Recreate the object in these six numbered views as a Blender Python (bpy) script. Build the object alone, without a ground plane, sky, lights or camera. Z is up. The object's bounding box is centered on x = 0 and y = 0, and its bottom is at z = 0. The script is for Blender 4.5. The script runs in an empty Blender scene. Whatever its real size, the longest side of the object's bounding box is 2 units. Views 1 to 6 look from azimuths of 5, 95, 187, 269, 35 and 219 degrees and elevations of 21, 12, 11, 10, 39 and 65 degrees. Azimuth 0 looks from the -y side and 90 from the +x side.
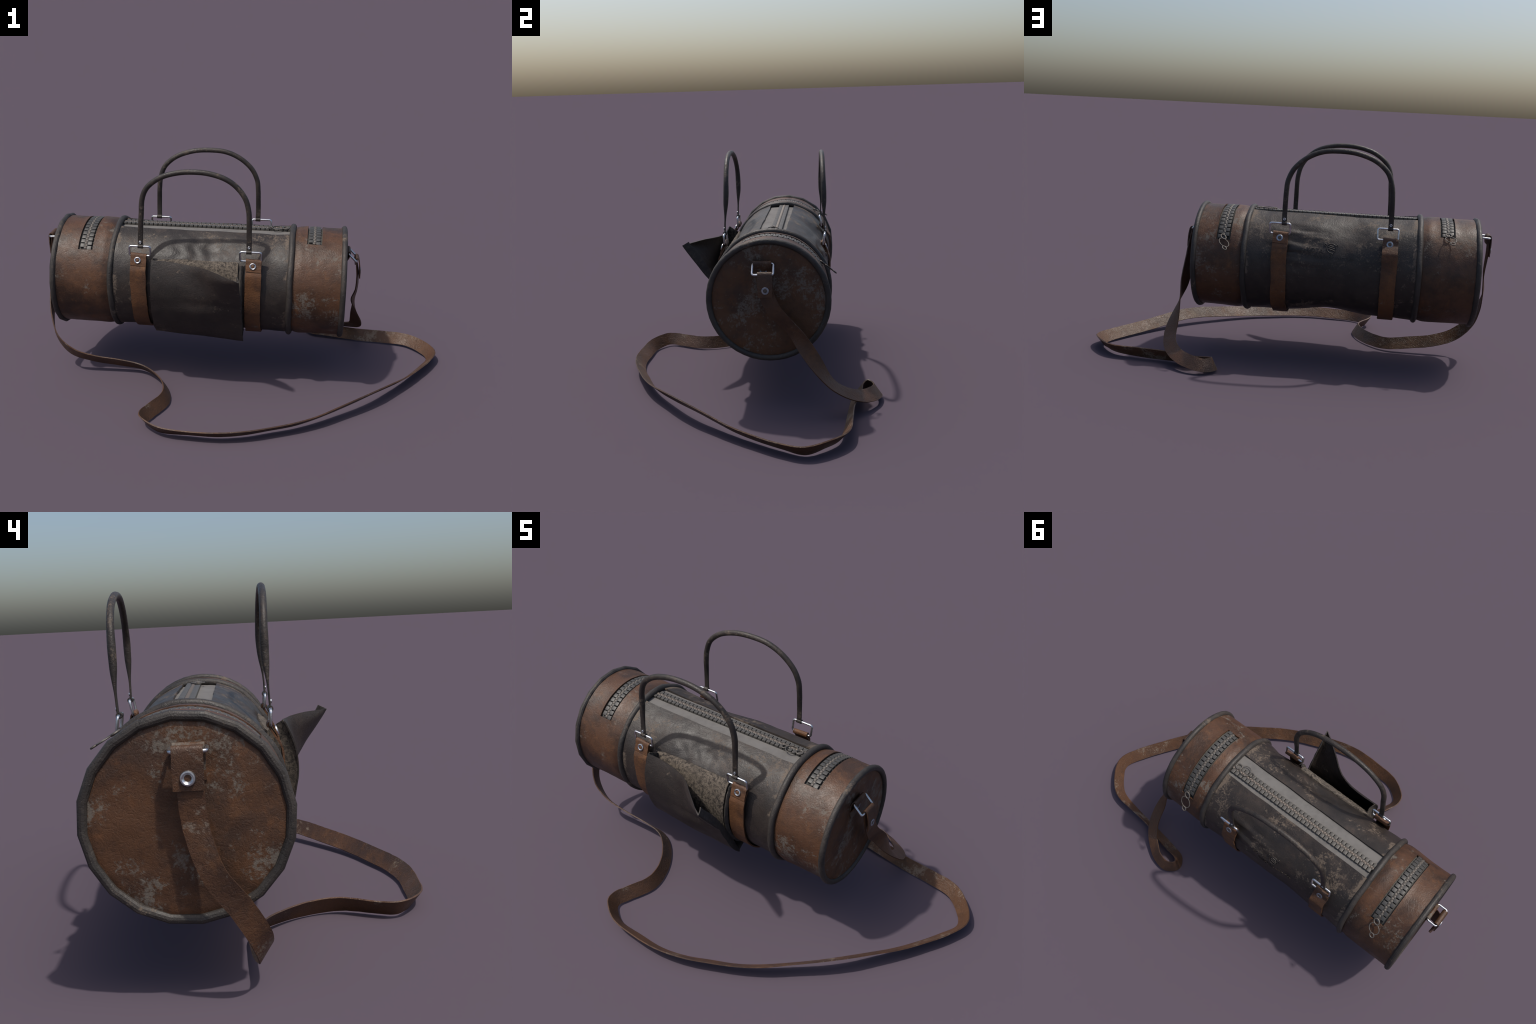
"""Worn leather barrel bag: dark body, brown end drums, two tube handles,
torn front pocket, brown compression straps and a long shoulder strap."""
import bpy, bmesh, math, random
from mathutils import Vector, Matrix, noise

random.seed(7)
sin, cos, pi, rad = math.sin, math.cos, math.pi, math.radians

# ------------------------------------------------------------------ frame
YC, ZC = 0.1265, 0.497            # bag axis (parallel to x)
XL, XML, XMR, XR = -0.918, -0.636, 0.222, 0.474   # four piping rings

def pol(x, ang, r):
    """point on the barrel: ang 0 = up, + = towards the back (+y)"""
    a = rad(ang)
    return Vector((x, YC + r * sin(a), ZC + r * cos(a)))

def smooth(t):
    t = max(0.0, min(1.0, t)); return t * t * (3 - 2 * t)

def lerp_table(tab, v):
    if v <= tab[0][0]: return tab[0][1]
    for (a, p), (b, q) in zip(tab, tab[1:]):
        if v <= b: return p + (q - p) * (v - a) / (b - a)
    return tab[-1][1]

def curve_table(tab, v):
    """cosine-free smooth lookup (Catmull-Rom through the table)"""
    if v <= tab[0][0]: return tab[0][1]
    if v >= tab[-1][0]: return tab[-1][1]
    for i in range(len(tab) - 1):
        if v <= tab[i + 1][0]:
            x1, p1 = tab[i]; x2, p2 = tab[i + 1]
            x0, p0 = tab[max(i - 1, 0)]; x3, p3 = tab[min(i + 2, len(tab) - 1)]
            m1 = (p2 - p0) / (x2 - x0); m2 = (p3 - p1) / (x3 - x1)
            h = x2 - x1; t = (v - x1) / h
            return ((2*t**3 - 3*t*t + 1) * p1 + (t**3 - 2*t*t + t) * h * m1
                    + (-2*t**3 + 3*t*t) * p2 + (t**3 - t*t) * h * m2)

def nz(p, s):
    return noise.noise(Vector(p) * s)

# -------------------------------------------------------------- materials
def new_mat(name):
    m = bpy.data.materials.new(name); m.use_nodes = True
    nt = m.node_tree; nt.nodes.clear()
    out = nt.nodes.new('ShaderNodeOutputMaterial')
    b = nt.nodes.new('ShaderNodeBsdfPrincipled')
    nt.links.new(b.outputs[0], out.inputs[0])
    return m, nt, b

class G:
    """small helper around a node tree"""
    def __init__(s, nt):
        s.nt = nt
        tc = nt.nodes.new('ShaderNodeTexCoord'); s.co = tc.outputs['Object']
        sep = nt.nodes.new('ShaderNodeSeparateXYZ'); nt.links.new(s.co, sep.inputs[0])
        s.x, s.y, s.z = sep.outputs
    def put(s, sock, v):
        if hasattr(v, 'is_linked'): s.nt.links.new(v, sock)
        else: sock.default_value = v
    def noise(s, scale, detail=4, rough=.6, dist=0.0, off=0.0):
        n = s.nt.nodes.new('ShaderNodeTexNoise')
        n.inputs['Scale'].default_value = scale; n.inputs['Detail'].default_value = detail
        n.inputs['Roughness'].default_value = rough; n.inputs['Distortion'].default_value = dist
        mp = s.nt.nodes.new('ShaderNodeMapping'); mp.inputs['Location'].default_value = (off, off * 1.7, off * .6)
        s.nt.links.new(s.co, mp.inputs[0]); s.nt.links.new(mp.outputs[0], n.inputs['Vector'])
        return n.outputs['Fac']
    def vor(s, scale, feature='DISTANCE_TO_EDGE', warp=0.0):
        v = s.nt.nodes.new('ShaderNodeTexVoronoi'); v.feature = feature
        v.inputs['Scale'].default_value = scale
        vec = s.co
        if warp:
            n = s.nt.nodes.new('ShaderNodeTexNoise'); n.inputs['Scale'].default_value = scale * .8
            s.nt.links.new(s.co, n.inputs['Vector'])
            mx = s.nt.nodes.new('ShaderNodeVectorMath'); mx.operation = 'MULTIPLY_ADD'
            s.nt.links.new(n.outputs['Color'], mx.inputs[0]); mx.inputs[1].default_value = (warp,) * 3
            s.nt.links.new(s.co, mx.inputs[2]); vec = mx.outputs[0]
        s.nt.links.new(vec, v.inputs['Vector'])
        return v.outputs['Distance']
    def math(s, op, a, b=0.0, c=0.0, clamp=False):
        m = s.nt.nodes.new('ShaderNodeMath'); m.operation = op; m.use_clamp = clamp
        s.put(m.inputs[0], a); s.put(m.inputs[1], b); s.put(m.inputs[2], c)
        return m.outputs[0]
    def ramp(s, f, lo, hi, a=0.0, b=1.0):
        m = s.nt.nodes.new('ShaderNodeMapRange'); m.interpolation_type = 'SMOOTHSTEP'
        s.put(m.inputs[0], f); m.inputs[1].default_value = lo; m.inputs[2].default_value = hi
        m.inputs[3].default_value = a; m.inputs[4].default_value = b
        return m.outputs[0]
    def mix(s, f, a, b):
        m = s.nt.nodes.new('ShaderNodeMix'); m.data_type = 'RGBA'
        s.put(m.inputs[0], f)
        for sock, v in ((m.inputs[6], a), (m.inputs[7], b)):
            s.put(sock, v if hasattr(v, 'is_linked') else (*v, 1))
        return m.outputs[2]
    def bump(s, bsdf, h, strength, dist=.004):
        b = s.nt.nodes.new('ShaderNodeBump'); b.inputs['Strength'].default_value = strength
        b.inputs['Distance'].default_value = dist
        s.put(b.inputs['Height'], h); s.nt.links.new(b.outputs[0], bsdf.inputs['Normal'])

def leather(name, base, dark, warm, scuff, thr=.66, rough=.5, bumps=.5, scale=1.0, bands=(), band_w=.04, fine=1.0, seed=0.0):
    """worn leather: mottled base, grainy scuff patches, creased grain.
    thr: scuff threshold (lower = more worn); bands: x positions rubbed pale"""
    m, nt, b = new_mat(name); g = G(nt)
    n1 = g.noise(5 * scale, 5, .65, .3); n2 = g.noise(13 * scale, 6, .7, .3, 3.1)
    c = g.mix(g.ramp(n1, .40, .64), base, dark)
    c = g.mix(g.ramp(n2, .50, .74, 0, .85), c, warm)
    c = g.mix(g.ramp(g.noise(60, 5, .75), .46, .78, 0, .6), c, dark)
    big = g.noise(4.6 * scale, 4, .6, .4, 8.2 + seed); med = g.noise(24 * scale, 6, .75, .5, 4.4 + seed); grain = g.noise(110 * fine, 4, .7, 0, 1.3)
    s = g.math('ADD', big, g.math('ADD', g.math('MULTIPLY', g.math('SUBTRACT', med, .5), .75), g.math('MULTIPLY', g.math('SUBTRACT', grain, .5), .55)))
    mask = g.ramp(s, thr - .05, thr + .10)
    for bx in bands:
        d = g.math('ABSOLUTE', g.math('SUBTRACT', g.x, bx))
        e = g.math('ADD', g.ramp(d, 0, band_w, .30, -.15), g.math('SUBTRACT', s, .5))
        mask = g.math('MAXIMUM', mask, g.ramp(e, .26, .42))
    c = g.mix(g.math('MULTIPLY', mask, .80), c, scuff)
    g.put(b.inputs['Base Color'], c)
    g.put(b.inputs['Roughness'], g.math('ADD', g.ramp(n2, .3, .7, rough - .06, rough + .1), g.math('MULTIPLY', mask, .25)))
    b.inputs['Specular IOR Level'].default_value = .38
    crease = g.ramp(g.math('ABSOLUTE', g.math('SUBTRACT', g.noise(34, 4, .55, .9, 2.2), .5)), 0, .05)
    pore = g.ramp(g.vor(95, warp=.012), 0, .2)
    soft = g.noise(20, 5, .65, .6, 6.1)
    h = g.math('ADD', g.math('MULTIPLY', crease, .13), g.math('ADD', g.math('MULTIPLY', pore, .09), g.math('MULTIPLY', soft, .8)))
    h = g.math('ADD', h, g.math('MULTIPLY', g.math('SUBTRACT', grain, g.math('MULTIPLY', mask, .5)), .22))
    g.bump(b, h, bumps, .005)
    return m

def plain(name, a, bcol, rough=.6, metal=0.0, scale=40, bumps=.3):
    m, nt, b = new_mat(name); g = G(nt)
    n = g.noise(scale, 5, .7)
    g.put(b.inputs['Base Color'], g.mix(g.ramp(n, .4, .68), a, bcol))
    g.put(b.inputs['Roughness'], g.ramp(n, .3, .7, rough - .06, rough + .1))
    b.inputs['Metallic'].default_value = metal
    if bumps: g.bump(b, g.noise(scale * 4, 4, .7), bumps, .002)
    return m

BODY_SEED, CAP_SEED = 4.37, 4.61
TAN = (.130, .098, .072); GREY = (.130, .114, .094)
M_body = leather('dark_leather', (.032, .0245, .0200), (.019, .0150, .0128), (.048, .0325, .0245), TAN, .64, .46, .36, bands=(XML + .020, XMR - .020), band_w=.05, seed=BODY_SEED)
M_mark = leather('stamped_leather', (.037, .0290, .0240), (.030, .0235, .0195), (.044, .033, .027), TAN, .80, .42, .1)  # lighter than the body: highlights on the letter relief are tinted in
M_pocket = leather('pocket_leather', (.0270, .0202, .0168), (.018, .0142, .012), (.040, .027, .020), TAN, .67, .54, .45)
M_drum = leather('brown_leather', (.078, .0355, .0170), (.033, .0172, .0100), (.116, .049, .0180), GREY, .625, .46, .40)
M_cap = leather('cap_leather', (.080, .035, .0145), (.041, .020, .011), (.110, .044, .015), GREY, .585, .56, .5, scale=1.1, seed=CAP_SEED)
M_strap = leather('strap_leather', (.118, .051, .020), (.055, .0265, .014), (.165, .071, .024), GREY, .69, .58, .5, fine=1.3)
M_long = leather('shoulder_strap_leather', (.080, .037, .0175), (.045, .0228, .0132), (.108, .048, .019), (.16, .125, .095), .645, .48, .6)
M_pipe = leather('piping_leather', (.039, .033, .0285), (.024, .021, .0185), (.054, .044, .036), TAN, .66, .52, .5, scale=1.3)
M_handle = leather('handle_leather', (.034, .0275, .023), (.021, .0175, .015), (.055, .040, .030), (.10, .075, .055), .63, .45, .45, scale=2)
M_tape = plain('zip_tape_cloth', (.135, .127, .118), (.112, .105, .098), .85, 0, 14, .3)
M_tape2 = plain('drum_zip_tape_cloth', (.075, .072, .062), (.052, .05, .045), .85, 0, 30, .3)
M_metal = plain('steel', (.62, .63, .65), (.42, .42, .43), .28, 1, 60, .1)
M_dull = plain('dull_washer', (.34, .36, .40), (.22, .23, .26), .42, .9, 60, .1)
M_wire = plain('oxidised_wire', (.115, .105, .095), (.075, .062, .05), .5, .5, 80, .2)
M_rawhide = plain('raw_leather_edge', (.10, .075, .055), (.06, .045, .035), .8, 0, 60, .6)
M_gusset = plain('frayed_gusset', (.026, .023, .021), (.060, .050, .042), .85, 0, 55, .9)
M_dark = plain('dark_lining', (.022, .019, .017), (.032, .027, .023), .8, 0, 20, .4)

def tooth_mat(name, body, tip):
    m, nt, b = new_mat(name); g = G(nt)
    worn = g.math('ADD', g.ramp(g.math('ABSOLUTE', g.y), .001, .009, 1, .25), g.math('MULTIPLY', g.noise(220, 3), .6))
    g.put(b.inputs['Base Color'], g.mix(g.ramp(worn, .6, 1.25), body, tip))
    b.inputs['Roughness'].default_value = .5; b.inputs['Metallic'].default_value = .15
    g.bump(b, g.noise(300, 3), .25, .001)
    return m
M_tooth = tooth_mat('zip_tooth_metal', (.072, .066, .058), (.118, .094, .075))
M_tooth2 = tooth_mat('drum_tooth_metal', (.056, .053, .048), (.092, .078, .064))

def felt_mat(name, k):
    m, nt, b = new_mat(name); g = G(nt)
    n = g.noise(75, 6, .8, .3); big = g.noise(9, 4, .6)
    c = g.mix(g.ramp(n, .40, .58), (.034 * k, .027 * k, .022 * k), (.172 * k, .139 * k, .106 * k))
    c = g.mix(g.ramp(big, .45, .7, 0, .5), c, (.090 * k, .073 * k, .056 * k))
    g.put(b.inputs['Base Color'], c); b.inputs['Roughness'].default_value = .95
    g.bump(b, g.math('ADD', n, g.math('MULTIPLY', g.noise(170, 4, .8), .6)), 1.0, .006)
    return m
M_felt = felt_mat('pocket_felt', 1.0)
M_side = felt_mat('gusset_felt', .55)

# ------------------------------------------------------------ mesh makers
ROOT = bpy.data.objects.new('duffel_bag', None)
bpy.context.scene.collection.objects.link(ROOT)
ROOT['label'] = 'worn dark leather barrel bag with brown ends and shoulder strap'
ROOT['category'] = 'duffel bag'

def add(name, me, mat, parent=None, ang=40, mats=None):
    ob = bpy.data.objects.new(name, me)
    bpy.context.scene.collection.objects.link(ob)
    ob.parent = parent or ROOT
    if not me.materials:
        for mm in (mats or [mat]): me.materials.append(mm)
    me.polygons.foreach_set('use_smooth', [True] * len(me.polygons))
    if ang: me.set_sharp_from_angle(angle=rad(ang))
    return ob

def mesh_from(verts, faces, name):
    me = bpy.data.meshes.new(name); me.from_pydata([tuple(v) for v in verts], [], faces)
    bm = bmesh.new(); bm.from_mesh(me)
    bmesh.ops.recalc_face_normals(bm, faces=bm.faces); bm.to_mesh(me); bm.free()
    me.update(); return me

def grid(name, P, cu=False, cv=False, hole=None):
    nu, nv = len(P), len(P[0]); V = [p for row in P for p in row]; F = []
    for i in range(nu if cu else nu - 1):
        for j in range(nv if cv else nv - 1):
            if hole and hole(i, j): continue
            a, b = (i + 1) % nu, (j + 1) % nv
            F.append((i * nv + j, i * nv + b, a * nv + b, a * nv + j))
    return mesh_from(V, F, name)

def sheet(name, P, t, mat, parent=None, cu=False, cv=False, hole=None, offset=-1, out=None, ang=40):
    """thin sheet of real thickness t; out = point test giving the outward side"""
    me = grid(name, P, cu, cv, hole)
    f = me.polygons[len(me.polygons) // 2]
    o = out(f.center) if out else Vector((0, f.center.y - YC, f.center.z - ZC))
    if f.normal.dot(o) < 0: me.flip_normals()
    bm = bmesh.new(); bm.from_mesh(me); bm.normal_update()
    nrm = {v.index: v.normal.copy() for v in bm.verts}
    old = list(bm.verts); lo = (-1 if offset == -1 else -.5) * t; hi = lo + t
    inner = [bm.verts.new(v.co + nrm[v.index] * lo) for v in old]
    border = [e for e in bm.edges if e.is_boundary]
    faces = list(bm.faces); idx = {v: i for i, v in enumerate(old)}
    for f in faces: bm.faces.new([inner[idx[v]] for v in reversed(f.verts)])
    for e in border:
        f = e.link_faces[0]; vs = list(f.verts); a, b = e.verts
        if vs[(vs.index(a) + 1) % len(vs)] != b: a, b = b, a
        bm.faces.new((b, a, inner[idx[a]], inner[idx[b]]))
    for v in old: v.co = v.co + nrm[idx[v]] * hi
    bmesh.ops.recalc_face_normals(bm, faces=bm.faces)
    bm.to_mesh(me); bm.free()
    return add(name, me, mat, parent, ang)

def tube(name, pts, r, mat, parent=None, closed=False, n=10, section=None, ang=60):
    """sweep a round (or given) section along a polyline"""
    pts = [Vector(p) for p in pts]; m = len(pts); P = []
    up = None
    for i, p in enumerate(pts):
        a = pts[(i - 1) % m] if (closed or i) else p
        b = pts[(i + 1) % m] if (closed or i < m - 1) else p
        t = (b - a).normalized()
        if up is None:
            up = Vector((0, 0, 1)) if abs(t.z) < .9 else Vector((0, 1, 0))
        s = t.cross(up).normalized(); up = s.cross(t).normalized()
        rr = r(i / (m - 1)) if callable(r) else r
        P.append([p + s * (rr * cos(k * 2 * pi / n)) + up * (rr * sin(k * 2 * pi / n)) for k in range(n)])
    me = grid(name, P, closed, True)
    if not closed:
        bm = bmesh.new(); bm.from_mesh(me)
        bmesh.ops.holes_fill(bm, edges=[e for e in bm.edges if e.is_boundary])
        bmesh.ops.recalc_face_normals(bm, faces=bm.faces); bm.to_mesh(me); bm.free()
    return add(name, me, mat, parent, ang)

def catmull(keys, per):
    """dense Catmull-Rom through tuples of any length"""
    out = []; n = len(keys); D = len(keys[0])
    for i in range(n - 1):
        p0, p1, p2, p3 = keys[max(i - 1, 0)], keys[i], keys[i + 1], keys[min(i + 2, n - 1)]
        for k in range(per):
            t = k / per
            out.append(tuple(.5 * (2 * p1[d] + (p2[d] - p0[d]) * t + (2 * p0[d] - 5 * p1[d] + 4 * p2[d] - p3[d]) * t * t
                                   + (3 * p1[d] - p0[d] - 3 * p2[d] + p3[d]) * t ** 3) for d in range(D)))
    out.append(tuple(keys[-1])); return out

def ribbon(name, C, A, width, t, mat, parent=None, cuts=5, fray=0.0):
    """leather band: centre line C, across vectors A"""
    P = []
    for i, (c, a) in enumerate(zip(C, A)):
        c, a = Vector(c), Vector(a).normalized()
        w = width(i) if callable(width) else width
        row = []
        for k in range(cuts + 1):
            u = (k / cuts - .5) * w
            if fray and k in (0, cuts): u += fray * nz(c + a * u, 45)
            row.append(c + a * u)
        P.append(row)
    return sheet(name, P, t, mat, parent, offset=0, ang=50)

def lathe(profile, n=24):
    """surface of revolution about local z; profile = (r, z) list"""
    P = [[Vector((r * cos(k * 2 * pi / n), r * sin(k * 2 * pi / n), z)) for k in range(n)] for r, z in profile]
    V = [p for row in P for p in row]; F = []
    for i in range(len(P) - 1):
        for k in range(n):
            F.append((i * n + k, i * n + (k + 1) % n, (i + 1) * n + (k + 1) % n, (i + 1) * n + k))
    F.append(tuple(range((len(P) - 1) * n, len(P) * n)))
    return mesh_from(V, F, 'lathe')

def place(ob, pos, normal, up=Vector((0, 0, 1))):
    z = Vector(normal).normalized(); x = up.cross(z).normalized(); y = z.cross(x)
    m = Matrix((x, y, z)).transposed().to_4x4(); m.translation = Vector(pos); ob.matrix_world = m

# ------------------------------------------------------------- bag body
def body_r(x, ang):
    u = (x - XML) / (XMR - XML)
    ends = 1 - smooth(min(u, 1 - u) / .12)
    r = .2615 + .004 * ends
    g = lambda x0, sx, a0, sa: math.exp(-((x - x0) / sx) ** 2 - (((ang - a0 + 180) % 360 - 180) / sa) ** 2)
    r -= .034 * g(-.20, .135, 178, 36)          # crushed underside
    r -= .016 * g(-.31, .10, 42, 24)            # waist behind the zip
    r -= .007 * g(.13, .05, -66, 30)
    r -= .016 * g(-.33, .12, 86, 24)            # hollow behind the mark
    r -= .004 * g(-.10, .2, 105, 30)
    r -= .015 * g(-.16, .12, -39, 12)           # hollow above the pocket
    fold = smooth(1 - abs(x + .22) / .24) * math.exp(-((ang + 42) / 17) ** 2)
    r += fold * .0022 * sin(x * 78 + .035 * ang + 2 * nz((x, ang * .02, 0), 6))
    fold = smooth(1 - abs(x + .05) / .2) * math.exp(-((ang - 62) / 22) ** 2)
    r += fold * .004 * sin(ang * .42 + x * 14 + 1.5 * nz((x, ang * .03, 1), 8))
    p = pol(x, ang, .26)
    r += .0028 * nz(p, 7) + .0013 * nz(p, 19)
    top = smooth((abs(ang) - 13.5) / 6) if abs(ang) < 60 else 1
    r += .0015 * (1 - top)
    return r

SLOT = 14.3
def build_body():
    P = []
    NX, NA = 150, 210
    for i in range(NX + 1):
        x = XML + (XMR - XML) * i / NX
        row = []
        for j in range(NA + 1):
            a = SLOT + (360 - 2 * SLOT) * j / NA
            aa = a if a <= 180 else a - 360
            wob = 0.5 * nz((x, 0, 0 if aa > 0 else 5), 9) * max(0, 1 - (abs(aa) - SLOT) / 8)
            row.append(pol(x, aa + wob, body_r(x, aa)))
        P.append(row)
    return sheet('leather_body', P, .007, M_body)
BODY = build_body()

# --------------------------------------------------------- piping rings
def piping(x0, major, minor, seg, phase, amp, seedv):
    P = []; n = 12
    for k in range(seg):
        a = phase + k * 360 / seg
        w = amp * nz((cos(rad(a)) * 2, sin(rad(a)) * 2, seedv), 1.6)
        dx = amp * .8 * nz((cos(rad(a)) * 2, sin(rad(a)) * 2, seedv + 9), 1.3)
        P.append([pol(x0 + dx + minor * cos(q), a, major + w + minor * sin(q)) for q in [2 * pi * i / n for i in range(n)]])
    return add('piping', grid('piping', P, True, True), M_pipe, ang=25 if seg < 30 else 60)
piping(XL, .2655, .0140, 20, 5, .0004, 1)
piping(XR, .2645, .0135, 44, 0, .0010, 2)
piping(XML, .2640, .0145, 72, 0, .0045, 3)
piping(XMR, .2640, .0145, 72, 0, .0045, 4)

# ---------------------------------------------------------- end drums
TOOTH_PITCH_DRUM = 5.35      # degrees
def tooth_mesh(name, mat, reach, w, h):
    """zip element, local x along the zip, +y away from the centre line, z up"""
    bm = bmesh.new()
    def block(x, y, z0, z1):
        vs = [bm.verts.new((sx * x, yy, zz)) for zz in (z0, z1) for sx, yy in ((-1, y[0]), (1, y[0]), (1, y[1]), (-1, y[1]))]
        for f in ((0, 1, 2, 3), (4, 5, 6, 7), (0, 1, 5, 4), (1, 2, 6, 5), (2, 3, 7, 6), (3, 0, 4, 7)):
            bm.faces.new([vs[i] for i in f])
    block(w * .42, (.0075, reach), -.003, h)
    block(w * .24, (-.001, .009), -.003, h * .8)
    bmesh.ops.recalc_face_normals(bm, faces=bm.faces)
    bmesh.ops.bevel(bm, geom=list(bm.edges), offset=.0016, segments=2, affect='EDGES', profile=.6)
    r = bmesh.ops.create_uvsphere(bm, u_segments=12, v_segments=8, radius=w * .37)
    for v in r['verts']: v.co = Vector((v.co.x, v.co.y - .0022, v.co.z * .55 + h * .66))
    me = bpy.data.meshes.new(name); bm.to_mesh(me); bm.free(); me.materials.append(mat)
    me.polygons.foreach_set('use_smooth', [True] * len(me.polygons)); me.set_sharp_from_angle(angle=rad(35))
    return me
ME_TOOTH = tooth_mesh('zipper_tooth', M_tooth, .0265, .0218, .0095)
ME_TOOTH2 = tooth_mesh('drum_zipper_tooth', M_tooth2, .0275, .0235, .0095)

def put_tooth(me, pos, along, out, side, parent, name='zipper_tooth'):
    ob = bpy.data.objects.new(name, me); bpy.context.scene.collection.objects.link(ob)
    x = Vector(along).normalized(); z = Vector(out).normalized(); y = z.cross(x) * side
    if side < 0: x = -x
    m = Matrix((x, y, z)).transposed().to_4x4()
    m = Matrix.Translation(Vector(pos)) @ m
    ob.parent = parent; ob.matrix_world = m
    return ob

def drum(xin, xout, cut_x, cut_a, seedv):
    """xin: side at the body, xout: side at the cap"""
    s = 1 if xout > xin else -1
    x0, x1 = cut_x; a0, a1 = cut_a
    xs = sorted(set([round(xin + (xout - xin) * i / 30, 4) for i in range(31)] + [x0, x1]))
    xs = [x for x in xs if x in (x0, x1) or min(abs(x - x0), abs(x - x1)) > .003]
    As = [a0 + (a1 - a0) * i / 44 for i in range(45)] + [a1 + (360 - a1 + a0) * i / 110 for i in range(1, 110)]
    def r(x, a):
        d = abs(x - xin)
        rr = (.2575 if s > 0 else .2595) + .0085 * smooth(d / .05) - .0022 * smooth((d - .06) / .15)
        p = pol(x, a, .26)
        rr += .0022 * nz(p + Vector((0, 0, seedv)), 8) + .0010 * nz(p, 24)
        near = min(abs(x - x0), abs(x - x1)) if a0 - 3 < a < a1 + 3 else 9
        if a0 - 2 < a < a1 + 2: rr += .0020 * math.exp(-(near / .010) ** 2)
        return rr
    P = [[pol(x, a, r(x, a)) for a in As] for x in xs]
    i0, i1 = xs.index(x0), xs.index(x1)
    ob = sheet('end_drum', P, .006, M_drum, cv=True, hole=lambda i, j: i0 <= i < i1 and j < 44)
    zp = bpy.data.objects.new('drum_zipper', None); zp.parent = ROOT; bpy.context.scene.collection.objects.link(zp)
    # recessed tape under the slot
    Q = [[pol(x0 - .006 + (x1 - x0 + .012) * i / 6, a0 - 2 + (a1 - a0 + 4) * j / 60, .2560) for j in range(61)] for i in range(7)]
    sheet('zipper_tape', Q, .003, M_tape2, zp)
    Q = [[pol((x0 + x1) / 2 - .026 + .052 * i / 4, a0 + (a1 - a0) * j / 60, .2568) for j in range(61)] for i in range(5)]  # dark strip modelled under the teeth to draw the shadow in their gaps
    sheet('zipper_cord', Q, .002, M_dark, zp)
    cx = (x0 + x1) / 2; n = int((a1 - a0 - 2) / TOOTH_PITCH_DRUM)
    for k in range(n * 2 + 1):
        a = a0 + 2.2 + k * TOOTH_PITCH_DRUM / 2
        if a > a1 - 1.0: break
        p = pol(cx, a, .2575); o = Vector((0, sin(rad(a)), cos(rad(a)))); t = Vector((0, cos(rad(a)), -sin(rad(a))))
        put_tooth(ME_TOOTH2, p, t, o, 1 if k % 2 else -1, zp)
    return zp
ZIP_R = drum(XMR, XR, (.294, .366), (-28.5, 63.0), 2.0)
ZIP_L = drum(XML, XL, (-.803, -.731), (-48.5, 43.0), 5.0)

def cap(x, s, seedv, bulge):
    P = []
    for i in range(41):
        rr = .266 * i / 40
        P.append([pol(x + s * (.003 * nz((rr * cos(rad(k * 3)), rr * sin(rad(k * 3)), seedv), 9)
                            + .0012 * nz((rr * cos(rad(k * 3)), rr * sin(rad(k * 3)), seedv), 26)
                            - .004 * smooth((rr - .235) / .03) + bulge * (1 - (rr / .266) ** 2)), k * 3, max(rr, .0005)) for k in range(120)])
    return sheet('end_cap', P, .006, M_cap, cv=True, out=lambda c: Vector((s, 0, 0)))
cap(XR + .0030, 1, 3.3, .006)
cap(XL - .0030, -1, 6.1, .010)

# ------------------------------------------------------------ main zipper
ZT = .7470
MAIN = bpy.data.objects.new('main_zipper', None); MAIN.parent = ROOT; bpy.context.scene.collection.objects.link(MAIN)
def zip_mid(x): return .1375 + (x + .62) / .82 * .009
Q = [[Vector((XML + .004 + (XMR - XML - .008) * i / 60, YC - .070 + .140 * j / 10,
              ZT + .0012 * nz((i * .2, j * .5, 3), 1.0) - .9 * ((j / 10 - .5) * .14) ** 2)) for j in range(11)] for i in range(61)]
sheet('zipper_tape', Q, .003, M_tape, MAIN, out=lambda c: Vector((0, 0, 1)))
Q = [[Vector((XML + .008 + (XMR - XML - .016) * i / 60, zip_mid(XML + (XMR - XML) * i / 60) - .0255 + .051 * j / 6, ZT + .0022)) for j in range(7)] for i in range(61)]
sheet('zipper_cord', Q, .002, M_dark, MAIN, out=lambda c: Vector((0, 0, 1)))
PITCH = .0222
k = 0; x = XML + .020
while x < XMR - .014:
    put_tooth(ME_TOOTH, (x, zip_mid(x), ZT + .0020), (1, 0, 0), (0, 0, 1), 1 if k % 2 else -1, MAIN)
    x += PITCH / 2; k += 1

# ------------------------------------------------------------ zip pulls
def loop(name, c, u, v, a, b, r, parent, mat=M_wire):
    c, u, v = Vector(c), Vector(u).normalized(), Vector(v).normalized()
    n = 28
    return tube(name, [c + u * (a * cos(2 * pi * k / n)) + v * (b * sin(2 * pi * k / n)) for k in range(n)], r, mat, parent, closed=True, n=8)

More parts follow.
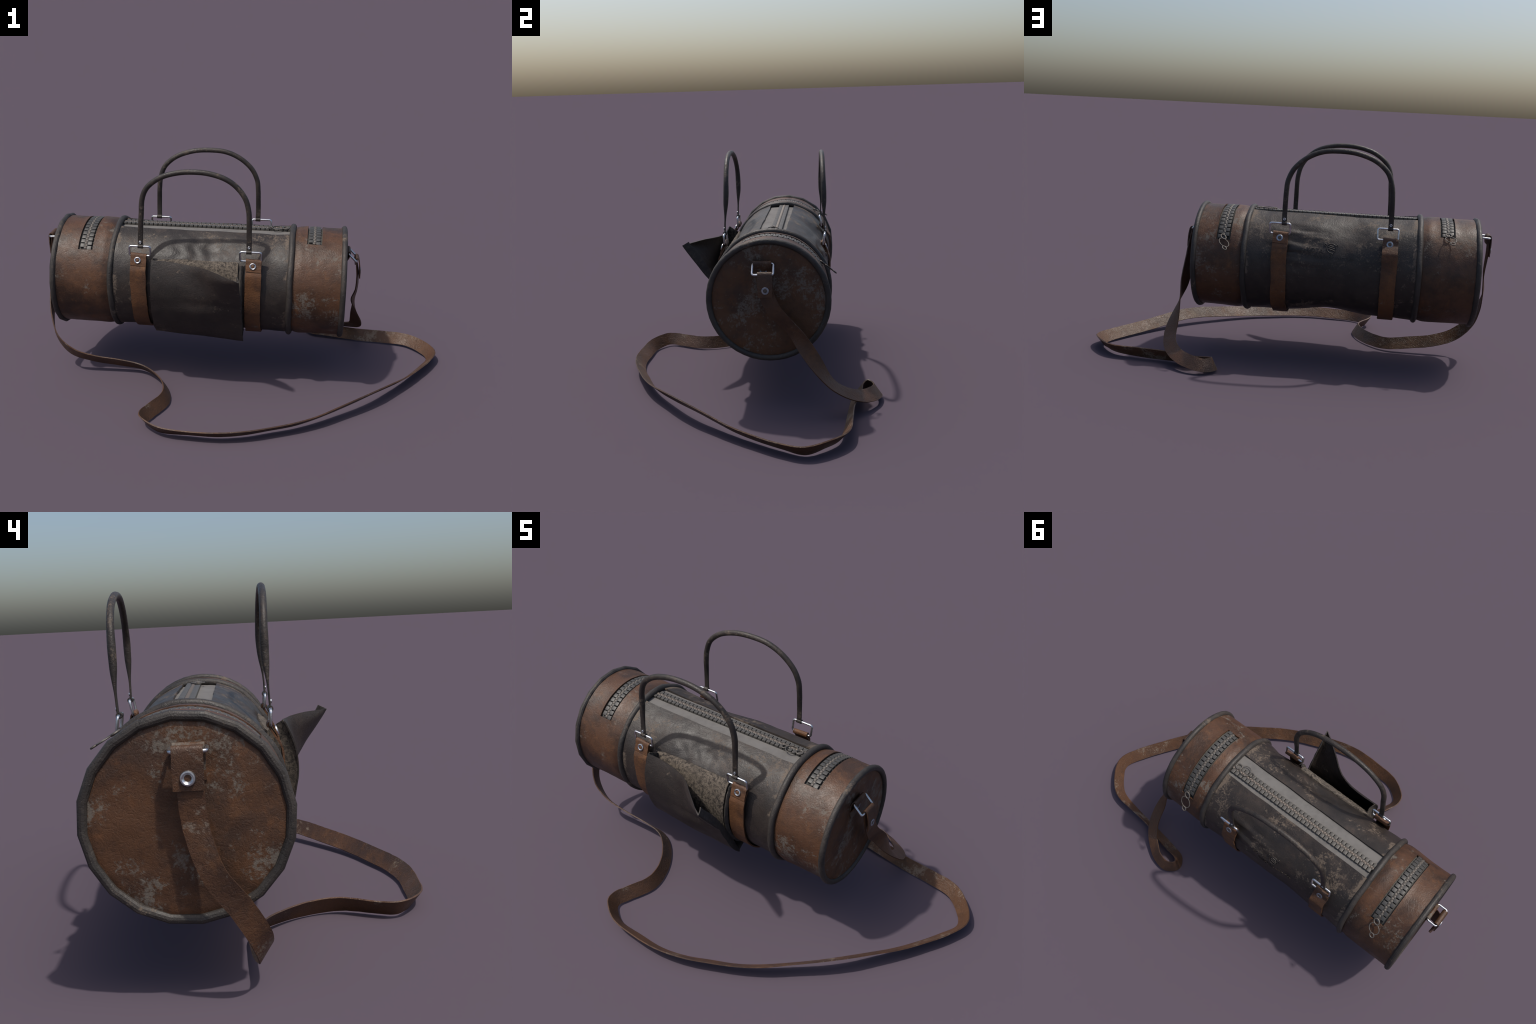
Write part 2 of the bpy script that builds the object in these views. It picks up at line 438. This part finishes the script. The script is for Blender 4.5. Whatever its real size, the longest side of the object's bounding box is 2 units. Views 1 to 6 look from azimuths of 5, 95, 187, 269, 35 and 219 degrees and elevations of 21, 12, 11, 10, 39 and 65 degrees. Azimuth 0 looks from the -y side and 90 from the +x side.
def zip_pull(start, end, side, parent):
    """slider tongue, small ring, oval ring, tip ring along start -> end"""
    s, e = Vector(start), Vector(end); d = (e - s).normalized(); L = (e - s).length
    v = Vector(side).normalized()
    loop('pull_ring', s + d * L * .14, d, v, L * .15, .0135, .0036, parent)
    loop('pull_ring', s + d * L * .54, d, v, L * .27, .0255, .0022, parent)
    loop('pull_ring', s + d * L * .91, d, v, L * .11, .0105, .0030, parent)
zip_pull((.331, .357, .640), (.309, .424, .580), (1, 0, .3), ZIP_R)
zip_pull((-.766, .302, .712), (-.788, .374, .672), (1, 0, 0), ZIP_L)
zip_pull((.199, .132, .7610), (.100, .128, .7620), (0, 1, 0), MAIN)
def slider(pos, along, out, parent):
    bm = bmesh.new(); bmesh.ops.create_cube(bm, size=1)
    for v in bm.verts: v.co = Vector((v.co.x * .030, v.co.y * (.026 if v.co.x > 0 else .018), v.co.z * .010))
    bmesh.ops.bevel(bm, geom=list(bm.edges), offset=.003, segments=2, affect='EDGES')
    me = bpy.data.meshes.new('slider'); bm.to_mesh(me); bm.free()
    ob = add('zipper_slider', me, M_wire, parent)
    x = Vector(along).normalized(); z = Vector(out).normalized(); y = z.cross(x)
    m = Matrix((x, y, z)).transposed().to_4x4(); m.translation = Vector(pos); ob.matrix_world = m
slider((.194, .135, .7545), (1, 0, 0), (0, 0, 1), MAIN)
slider(pol(.330, 60, .263), (0, cos(rad(60)), -sin(rad(60))), (0, sin(rad(60)), cos(rad(60))), ZIP_R)
slider(pol(-.767, 40, .263), (0, cos(rad(40)), -sin(rad(40))), (0, sin(rad(40)), cos(rad(40))), ZIP_L)

# ------------------------------------------------- rivets (shared meshes)
def rivet_meshes():
    ring = lathe([(.0168, -.003), (.0170, .001), (.0155, .0040), (.0125, .0050), (.0098, .0036), (.0086, .0008)], 28)
    dome = lathe([(.0086, .0006), (.0070, .0022), (.0040, .0034), (.0015, .0038)], 20)
    flat = lathe([(.0162, -.002), (.0162, .0008), (.0150, .0020), (.0092, .0020), (.0084, .0004)], 28)
    hole = lathe([(.0086, .0008), (.004, .0012), (.0015, .0014)], 16)
    cup = lathe([(.0205, -.003), (.0205, .002), (.0180, .0062), (.0145, .0066), (.0110, .0040), (.0075, -.0005)], 32)
    pit = lathe([(.0075, -.0003), (.0050, -.0014), (.0015, -.0018)], 16)
    tiny = lathe([(.0066, -.002), (.0066, .0012), (.0055, .0022), (.0040, .0018), (.0030, .0006)], 18)
    tdot = lathe([(.0030, .0005), (.0018, .0008), (.0006, .001)], 12)
    sets = dict(front=(ring, M_metal, dome, M_strap), back=(flat, M_dull, hole, M_rawhide), cup=(cup, M_metal, pit, M_dark), tiny=(tiny, M_metal, tdot, M_dark))
    for a, ma, b, mb in sets.values():
        for me, mm in ((a, ma), (b, mb)):
            me.materials.append(mm); me.polygons.foreach_set('use_smooth', [True] * len(me.polygons)); me.set_sharp_from_angle(angle=rad(38))
    return sets
RIV = rivet_meshes()
def rivet(kind, pos, normal, parent):
    a, _, b, _ = RIV[kind]
    for nm, me in (('rivet', a), ('rivet_center', b)):
        ob = bpy.data.objects.new(nm, me); bpy.context.scene.collection.objects.link(ob)
        ob.parent = parent; place(ob, pos, normal)

# ------------------------------------- compression straps, rings, handles
def rounded_rect(c, u, v, w, h, r):
    """closed polyline of a wire rectangle, centre c, axes u (width) v (height)"""
    pts = []
    for sx, sy, a0 in ((1, 1, 0), (-1, 1, 90), (-1, -1, 180), (1, -1, 270)):
        for k in range(5):
            a = rad(a0 + 90 * k / 4)
            pts.append(c + u * (sx * (w / 2 - r) + r * cos(a)) + v * (sy * (h / 2 - r) + r * sin(a)))
    return pts

def wire_ring(bot, top, w, parent, axis=Vector((1, 0, 0)), r=.0050):
    bot, top = Vector(bot), Vector(top); c = (bot + top) / 2; v = (top - bot).normalized()
    return tube('buckle_ring', rounded_rect(c, axis, v, w, (top - bot).length, .009), r, M_metal, parent, closed=True, n=10)

# (ring centre x, bottom bar y z, top bar y z)
RINGS = {('a', -1): (-.491, -.110, .672, -.112, .719), ('b', -1): (.035, -.112, .671, -.116, .718),
         ('b', 1): (.047, .363, .667, .373, .720), ('a', 1): (-.478, .347, .668, .339, .722)}
STRAP_X = {'a': (-.497, -.492), 'b': (.050, .043)}
for key in ('a', 'b'):
    xf, xb = STRAP_X[key]
    host = None
    C, A = [], []
    # from the front bar, under the belly, to the back bar
    rf, rb = RINGS[(key, -1)], RINGS[(key, 1)]
    def on_body(a):
        aa = a if a <= 180 else a - 360
        return aa
    stations = []
    pf = Vector((xf, rf[1] + .004, rf[2] - .004)); pb = Vector((xb, rb[1] - .004, rb[2] - .004))
    stations.append(pf)
    for i in range(61):
        a = -66 - (360 - 66 - 66) * i / 60
        t = i / 60; lift = .018 * (math.exp(-(t / .05) ** 2) + math.exp(-((1 - t) / .05) ** 2))
        x = xf + (xb - xf) * t + .004 * nz((t * 9, 2 if key == 'a' else 7, 0), 1)
        aw = (a + 180) % 360 - 180
        hug = math.exp(-((aw - 92) / 30) ** 2)
        stations.append(pol(x, a, .2715 + hug * min(0, body_r(x, aw) + .006 - .2715) + lift + .0012 * nz((t * 12, 4, 0), 1)))
    stations.append(pb)
    dense = catmull([tuple(s) for s in stations], 3)
    strap = ribbon('compression_strap', dense, [Vector((1, 0, 0))] * len(dense), lambda i: .075 + .003 * nz((i * .07, 3, 0), 1), .006, M_strap, fray=.002)
    for side in (-1, 1):
        rx, by, bz, ty, tz = RINGS[(key, side)]
        x = xf if side < 0 else xb
        wire_ring((rx, by, bz), (rx, ty, tz), .100, strap)
        o = Vector((0, side, .25)).normalized()
        bar = Vector((x, by, bz))
        tab = [bar + Vector((0, -side * .008, -.006)), bar + Vector((0, -side * .0078, .003)), bar + Vector((0, -side * .003, .0085)),
               bar + Vector((0, side * .004, .0075)), bar + Vector((0, side * .0088, .001)), bar + Vector((0, side * .0125, -.012)),
               bar + Vector((0, side * .0190, -.028)), bar + Vector((0, side * .0240, -.044))]
        td = catmull([tuple(p) for p in tab], 4)
        ribbon('strap_tab', td, [Vector((1, 0, .06 * side))] * len(td), .074, .0050, M_strap, strap, fray=.0015)
        rivet('front' if side < 0 else 'back', bar + Vector((.003 * side, side * .0180, -.018)), (0, side, .34), strap)

# tube handles: (x, y, z) of the centre line, left foot -> right foot
HANDLES = [
    (-1, [(-.487, -.113, .716), (-.486, -.111, .760), (-.484, -.108, .820), (-.480, -.105, .880), (-.473, -.105, .955), (-.445, -.107, 1.012),
          (-.383, -.109, 1.058), (-.307, -.110, 1.082), (-.235, -.110, 1.089), (-.165, -.110, 1.085), (-.093, -.109, 1.065), (-.037, -.107, 1.028),
          (.004, -.105, .974), (.021, -.105, .915), (.025, -.108, .860), (.026, -.112, .800), (.027, -.115, .760), (.027, -.116, .716)]),
    (1, [(-.488, .343, .720), (-.488, .345, .765), (-.487, .347, .825), (-.485, .347, .880), (-.478, .348, .935), (-.454, .350, .995),
         (-.395, .353, 1.045), (-.311, .355, 1.075), (-.227, .358, 1.083), (-.143, .361, 1.076), (-.070, .364, 1.045), (-.012, .367, .994),
         (.018, .369, .935), (.025, .370, .880), (.027, .370, .825), (.028, .370, .765), (.027, .371, .720)])]
for side, keys in HANDLES:
    pts = catmull(keys, 6); P = []; n = 16
    for i, p in enumerate(pts):
        p = Vector(p)
        t = (Vector(pts[min(i + 1, len(pts) - 1)]) - Vector(pts[max(i - 1, 0)])).normalized()
        o = Vector((0, 1, 0)); s = t.cross(o).normalized(); o = s.cross(t)
        k = smooth((p.z - .775) / .10)
        b = .0030 + (.0120 + .0012 * math.exp(-((p.z - .92) / .04) ** 2) - .0030) * k
        a = .0125
        e = 1.0 - .55 * (1 - k)            # flat band below, round tube above
        row = []
        for q in range(n):
            c_, s_ = cos(2 * pi * q / n), sin(2 * pi * q / n)
            row.append(p + s * a * math.copysign(abs(c_) ** e, c_) + o * b * math.copysign(abs(s_) ** e, s_))
        P.append(row)
    me = grid('handle', P, False, True)
    bm = bmesh.new(); bm.from_mesh(me); bmesh.ops.holes_fill(bm, edges=[e for e in bm.edges if e.is_boundary])
    bmesh.ops.recalc_face_normals(bm, faces=bm.faces); bm.to_mesh(me); bm.free()
    h = add('handle', me, M_handle, ang=55)
    for foot, kk in ((keys[0], 'a'), (keys[-1], 'b')):
        rx, by, bz, ty, tz = RINGS[(kk, side)]
        c = Vector((foot[0], ty, tz))
        lp = [c + Vector((0, .0085 * sin(q), .0085 * cos(q))) for q in [2 * pi * i / 16 for i in range(17)]]
        ribbon('handle_loop', lp, [Vector((1, 0, 0))] * 17, .025, .003, M_handle, h)
        rivet('tiny', Vector((foot[0], foot[1] + side * .0036, .741)), (0, side, 0), h)

# -------------------------------------------------------- torn front pocket
RIGHT_R = [(-146, .328), (-142, .331), (-125, .320), (-110, .317), (-95.3, .334), (-92.7, .341), (-83.2, .390), (-76.6, .440), (-71.4, .490)]
MID_R = [(-146, .318), (-130, .322), (-108, .326), (-92, .330), (-75, .334), (-60, .334)]
LEFT_R = [(-146, .304), (-136, .311), (-99.6, .317), (-84, .326), (-68, .332), (-57, .334)]
TOP_A = [(-.44, -58.6), (-.365, -58.9), (-.32, -59.6), (-.273, -60.8), (-.24, -61.8), (-.202, -62.8), (-.168, -64.2), (-.128, -66.1), (-.079, -68.4), (-.041, -70.0), (0, -71.4)]
TOP_R = [(-.44, .334), (-.365, .331), (-.32, .332), (-.273, .335), (-.24, .342), (-.202, .355), (-.168, .376), (-.128, .406), (-.079, .440), (-.041, .467), (0, .490)]
PX0, PX1, PBOT = -.428, .003, -142.5
def low(x): return -137 - 5.5 * (x - PX0) / (PX1 - PX0)      # lower hem angle
def pocket_r(x, a):
    l, m, r = curve_table(LEFT_R, a), curve_table(MID_R, a), curve_table(RIGHT_R, a)
    if x < -.2: v = l + (m - l) * smooth((x - PX0) / (-.2 - PX0))
    else:
        w = smooth((x + .2) / .2); v = m + (r - m) * (.55 * w + .45 * (x + .2) / .2)
    ta, tr = lerp_table(TOP_A, x), lerp_table(TOP_R, x)
    f = math.exp(-((ta - a) / 9.0) ** 2)           # meet the measured lip exactly
    base_at_top = None
    return v, f, ta, tr
def pocket_point(x, a):
    v, f, ta, tr = pocket_r(x, a)
    vt = pocket_r(x, ta)[0]
    r = v + .0020 * math.exp(-((x + .2) / .11) ** 2) * (math.exp(-((a + 101) / 3.5) ** 2) - math.exp(-((a + 94) / 4) ** 2)) + (tr - vt) * f + .0022 * nz((x, a * .01, 2), 9)
    return r
P = []
for i in range(61):
    x = PX0 + (PX1 - PX0) * i / 60
    ta = lerp_table(TOP_A, x); row = []
    for j in range(57):
        a = ta + (low(x) - ta) * j / 56
        p = pol(x, a, pocket_point(x, a))
        if i == 0: p.x += .003 * nz((a * .1, 0, 0), 1)
        row.append(p)
    P.append(row)
POCKET = sheet('pocket_flap', P, .0045, M_pocket)
# floor of the pocket, curling back to the belly
floor = []
for i in range(31):
    x = PX0 + (PX1 - .004 - PX0) * i / 30; ro = pocket_point(x, low(x)) - .002
    floor.append([pol(x, low(x) - 5 * k / 6, ro - (ro - .262) * (k / 6) ** .8) for k in range(7)])
sheet('pocket_floor', floor, .004, M_pocket, POCKET, out=lambda c: Vector((0, 0, -1)))
# closed side wall at the -x end
wall = []
for j in range(41):
    a = -57.5 + (low(PX0) + 57.5) * j / 40
    ro = pocket_point(PX0, a) - .003
    wall.append([pol(PX0 + .004 + .010 * sin(pi * k / 6), a, .262 + (ro - .262) * k / 6) for k in range(7)])
sheet('pocket_gusset', wall, .004, M_side, POCKET, out=lambda c: Vector((-1, 0, 0)), offset=0)
# torn gusset strip that stayed on the free edge of the flap
STRIP_R = [(-143, .318), (-137.6, .303), (-118.5, .281), (-95.5, .301), (-78.4, .368), (-68.2, .467)]
strip = []
for j in range(49):
    t = j / 48
    aA = -71.4 + (PBOT + 71.4) * t; aB = -68.2 + (-143 + 68.2) * t
    A0 = pol(PX1 - .002, aA, pocket_point(PX1, aA)); B0 = pol(-.010 + .004 * nz((t * 20, 0, 0), 1), aB, curve_table(STRIP_R, aB) + .003 * nz((t * 30, 5, 0), 1))
    strip.append([A0.lerp(B0, k / 5) + Vector((.003 * sin(pi * k / 5), 0, 0)) for k in range(6)])
sheet('torn_gusset', strip, .0045, M_gusset, POCKET, out=lambda c: Vector((1, 0, 0)), offset=0)
# felt back wall of the pocket lying on the body
felt = []
for i in range(45):
    x = -.424 + .400 * i / 44; row = []
    for j in range(41):
        a = -53.8 - 2 * smooth((-.3 - x) / .15) + .7 * nz((x * 30, 0, 0), 1) * (1 if j == 0 else 0) + (-140 + 54) * j / 40
        row.append(pol(x, a, body_r(x, a) + .006 + max(0, .2755 - .006 - body_r(x, a)) * smooth((-53 - a) / 8) + .0022 * nz((x, a * .012, 3), 40) + .0016 * nz((x, a * .012, 5), 90)))
    felt.append(row)
sheet('pocket_felt', felt, .0075, M_felt, POCKET)
# torn seam left standing on the body beside the strap
seam = []
for j in range(49):
    a = -58 - 88 * j / 48
    seam.append([pol(-.018 + .020 * (k / 4) + .002 * nz((j * .3, k, 0), 1), a, .2640 + (.020 + .004 * nz((j * .5, 1, 0), 1)) * sin(pi * (k + .6) / 5.2)) for k in range(5)])
sheet('torn_seam', seam, .004, M_gusset, POCKET)

# --------------------------------------------------- embossed maker's mark
def emboss(text, x_start, x_end, ang, height, font_size=1.0):
    cu = bpy.data.curves.new('lettering', 'FONT'); cu.body = text; cu.size = 1; cu.extrude = 0
    ob = bpy.data.objects.new('lettering', cu); bpy.context.scene.collection.objects.link(ob)
    bpy.context.view_layer.update()
    me = bpy.data.meshes.new_from_object(ob); bpy.data.objects.remove(ob)
    xs = [v.co.x for v in me.vertices]; lo, hi = min(xs), max(xs)
    bm = bmesh.new(); bm.from_mesh(me)
    bmesh.ops.triangulate(bm, faces=bm.faces)
    geom = bmesh.ops.extrude_face_region(bm, geom=list(bm.faces))
    top = {v for v in geom['geom'] if isinstance(v, bmesh.types.BMVert)}
    for v in bm.verts:
        u = (v.co.x - lo) / (hi - lo); x = x_start + (x_end - x_start) * u
        a = ang - math.degrees((v.co.y - .35) * height / .26)
        v.co = pol(x, a, body_r(x, a) + (.0030 if v in top else -.003))
    bmesh.ops.recalc_face_normals(bm, faces=bm.faces); bm.to_mesh(me); bm.free()
    for m in list(me.materials): me.materials.pop()
    me.materials.clear()
    return add('embossed_lettering', me, M_mark, BODY, 30)
emboss('KOTA', -.089, -.171, 67.2, .034)
emboss('leather works', -.130, -.318, 73.6, .024)
def emboss_line(pts, r, closed=False):
    out = [pol(x, a, body_r(x, a) + .0012) for x, a in pts]
    return tube('embossed_emblem', out, r, M_mark, BODY, closed=closed, n=8)
EX, EA, ER = -.209, 63.8, .0235
ka = 1 / .26 * 180 / pi
emboss_line([(EX - ER * cos(t), EA + ER * ka * sin(t)) for t in [2 * pi * i / 36 for i in range(36)]], .0019, True)
for dy, w, sl in ((-.011, .010, .25), (-.002, .0155, .25), (.008, .014, .25)):
    emboss_line([(EX - u * w, EA + (dy + u * w * sl) * ka) for u in [-1 + i / 4 for i in range(9)]], .0026)
for dx, da in ((.031, -3.6), (-.025, -4.1), (-.003, 6.7)):
    emboss_line([(EX + dx - .005 * cos(t), EA + da + .005 * ka * sin(t)) for t in [2 * pi * i / 14 for i in range(14)]], .0022, True)

# ------------------------------------------------------- shoulder strap
# stations: centre x y z, across direction (towards the upper edge)
DROP_LEFT = [(-.984, .111, .680, 0, -1, .02), (-.985, .111, .640, 0, -1, .04), (-.985, .109, .590, 0, -1, .08), (-.979, .101, .489, -.08, -.97, .12), (-.990, .066, .374, -.17, -.89, .42),
    (-.981, .005, .282, .09, -.82, .57), (-.947, -.043, .187, .37, -.80, .46), (-.870, -.056, .110, .44, -.58, .69)]
S_CURVE = [(-.760, -.045, .071, .19, -.59, .78), (-.634, -.036, .052, .16, -.59, .79), (-.524, -.039, .037, -.11, -.63, .77),
    (-.437, -.100, .033, -.42, -.40, .82), (-.366, -.204, .033, -.44, -.21, .87), (-.341, -.321, .034, -.50, .07, .86),
    (-.388, -.436, .033, -.51, .24, .83), (-.408, -.490, .034, -.55, 0, .83), (-.392, -.535, .036, -.45, -.35, .82), (-.311, -.585, .031, -.16, -.59, .79)]
FRONT_ARC = [(-.189, -.597, .032, -.04, -.71, .70), (-.058, -.598, .034, .04, -.69, .72), (.063, -.572, .035, .23, -.66, .71),
    (.174, -.527, .036, .28, -.67, .68), (.281, -.479, .038, .29, -.65, .70), (.377, -.422, .044, .37, -.61, .69),
    (.469, -.352, .052, .38, -.57, .73), (.566, -.275, .061, .42, -.54, .74), (.654, -.191, .062, .53, -.45, .71),
    (.730, -.101, .051, .58, -.39, .71), (.802, -.012, .039, .61, -.38, .70), (.868, .082, .033, .60, -.39, .70)]
RIGHT_TURN = [(.937, .192, .031, .64, -.30, .68), (.978, .295, .030, .62, -.03, .78), (.927, .386, .036, .51, .40, .76),
    (.846, .451, .035, .23, .62, .75), (.721, .471, .034, .06, .52, .86), (.652, .477, .033, .04, .48, .88),
    (.584, .484, .033, .06, .50, .87), (.522, .496, .033, .10, .60, .79), (.459, .507, .034, .12, .68, .72), (.398, .516, .036, .12, .66, .74)]
CURL = [(.338, .528, .037, .22, .50, .80), (.312, .571, .042, .40, -.11, .85), (.358, .608, .042, .05, -.55, .83), (.425, .599, .051, -.30, -.53, .79),
    (.481, .564, .059, -.54, -.48, .69), (.527, .522, .074, -.74, -.38, .55), (.559, .471, .099, -.89, -.12, .44), (.572, .417, .133, -.95, .14, .28)]
CLIMB_RIGHT = [(.570, .372, .180, -.87, .43, .23), (.556, .302, .284, -.25, .83, .49), (.545, .239, .378, .42, .74, .51),
    (.551, .161, .466, .22, .86, .45), (.549, .125, .545, .12, .97, .20), (.541, .116, .600, .05, .99, .05), (.537, .112, .628, 0, 1, -.05)]
keys = DROP_LEFT + S_CURVE + FRONT_ARC + RIGHT_TURN + CURL + CLIMB_RIGHT
pts = catmull(keys, 6)
LONG = ribbon('shoulder_strap', [p[:3] for p in pts], [p[3:] for p in pts], .067, .0055, M_long, cuts=6, fray=.0012)

# ring + folded tabs at each end of the bag
def end_anchor(s, capx, inner, outer, yc, tab_pts, tab_w, rivet_pos, rivet_n, kind):
    wire_ring(inner, outer, .092, LONG, Vector((0, 1, 0)), .0052)
    td = catmull(tab_pts, 4)
    ribbon('strap_end_tab', td, [Vector((0, 1, 0))] * len(td), tab_w, .0052, M_long, LONG, fray=.0015)
    rivet(kind, rivet_pos, rivet_n, LONG)
    # loop sewn to the cap that holds the ring
    i = Vector(inner); a = [(capx + s * .001, yc, i.z - .085), (capx + s * .003, yc, i.z - .05), (capx + s * .006, yc, i.z - .015), (i.x - s * .004, yc, i.z + .008),
         (i.x + s * .005, yc, i.z + .008), (i.x + s * .008, yc, i.z - .002), (i.x + s * .002, yc, i.z - .022), (capx + s * .010, yc, i.z - .045), (capx + s * .008, yc, i.z - .085)]
    ad = catmull(a, 4)
    ribbon('ring_anchor', ad, [Vector((0, 1, 0))] * len(ad), .080, .0050, M_cap, fray=.0015)
end_anchor(-1, XL - .0035, (-.938, .110, .684), (-.988, .110, .681), .110,
    [(-.974, .111, .650), (-.972, .111, .674), (-.975, .111, .689), (-.984, .111, .6935), (-.9925, .111, .687), (-.9945, .112, .660), (-.9930, .112, .620), (-.9920, .113, .586)], .076,
    (-.9945, .113, .617), (-1, 0, .05), 'cup')
rivet('back', (XR + .020, .110, .634), (1, 0, .15), LONG)
end_anchor(1, XR + .0035, (.497, .110, .668), (.538, .110, .627), .106,
    [(.533, .116, .606), (.531, .117, .625), (.535, .118, .636), (.542, .119, .637), (.549, .120, .628), (.555, .1205, .600), (.5585, .1205, .565), (.5590, .1205, .532)], .064,
    (.5615, .1215, .562), (1, 0, .05), 'back')
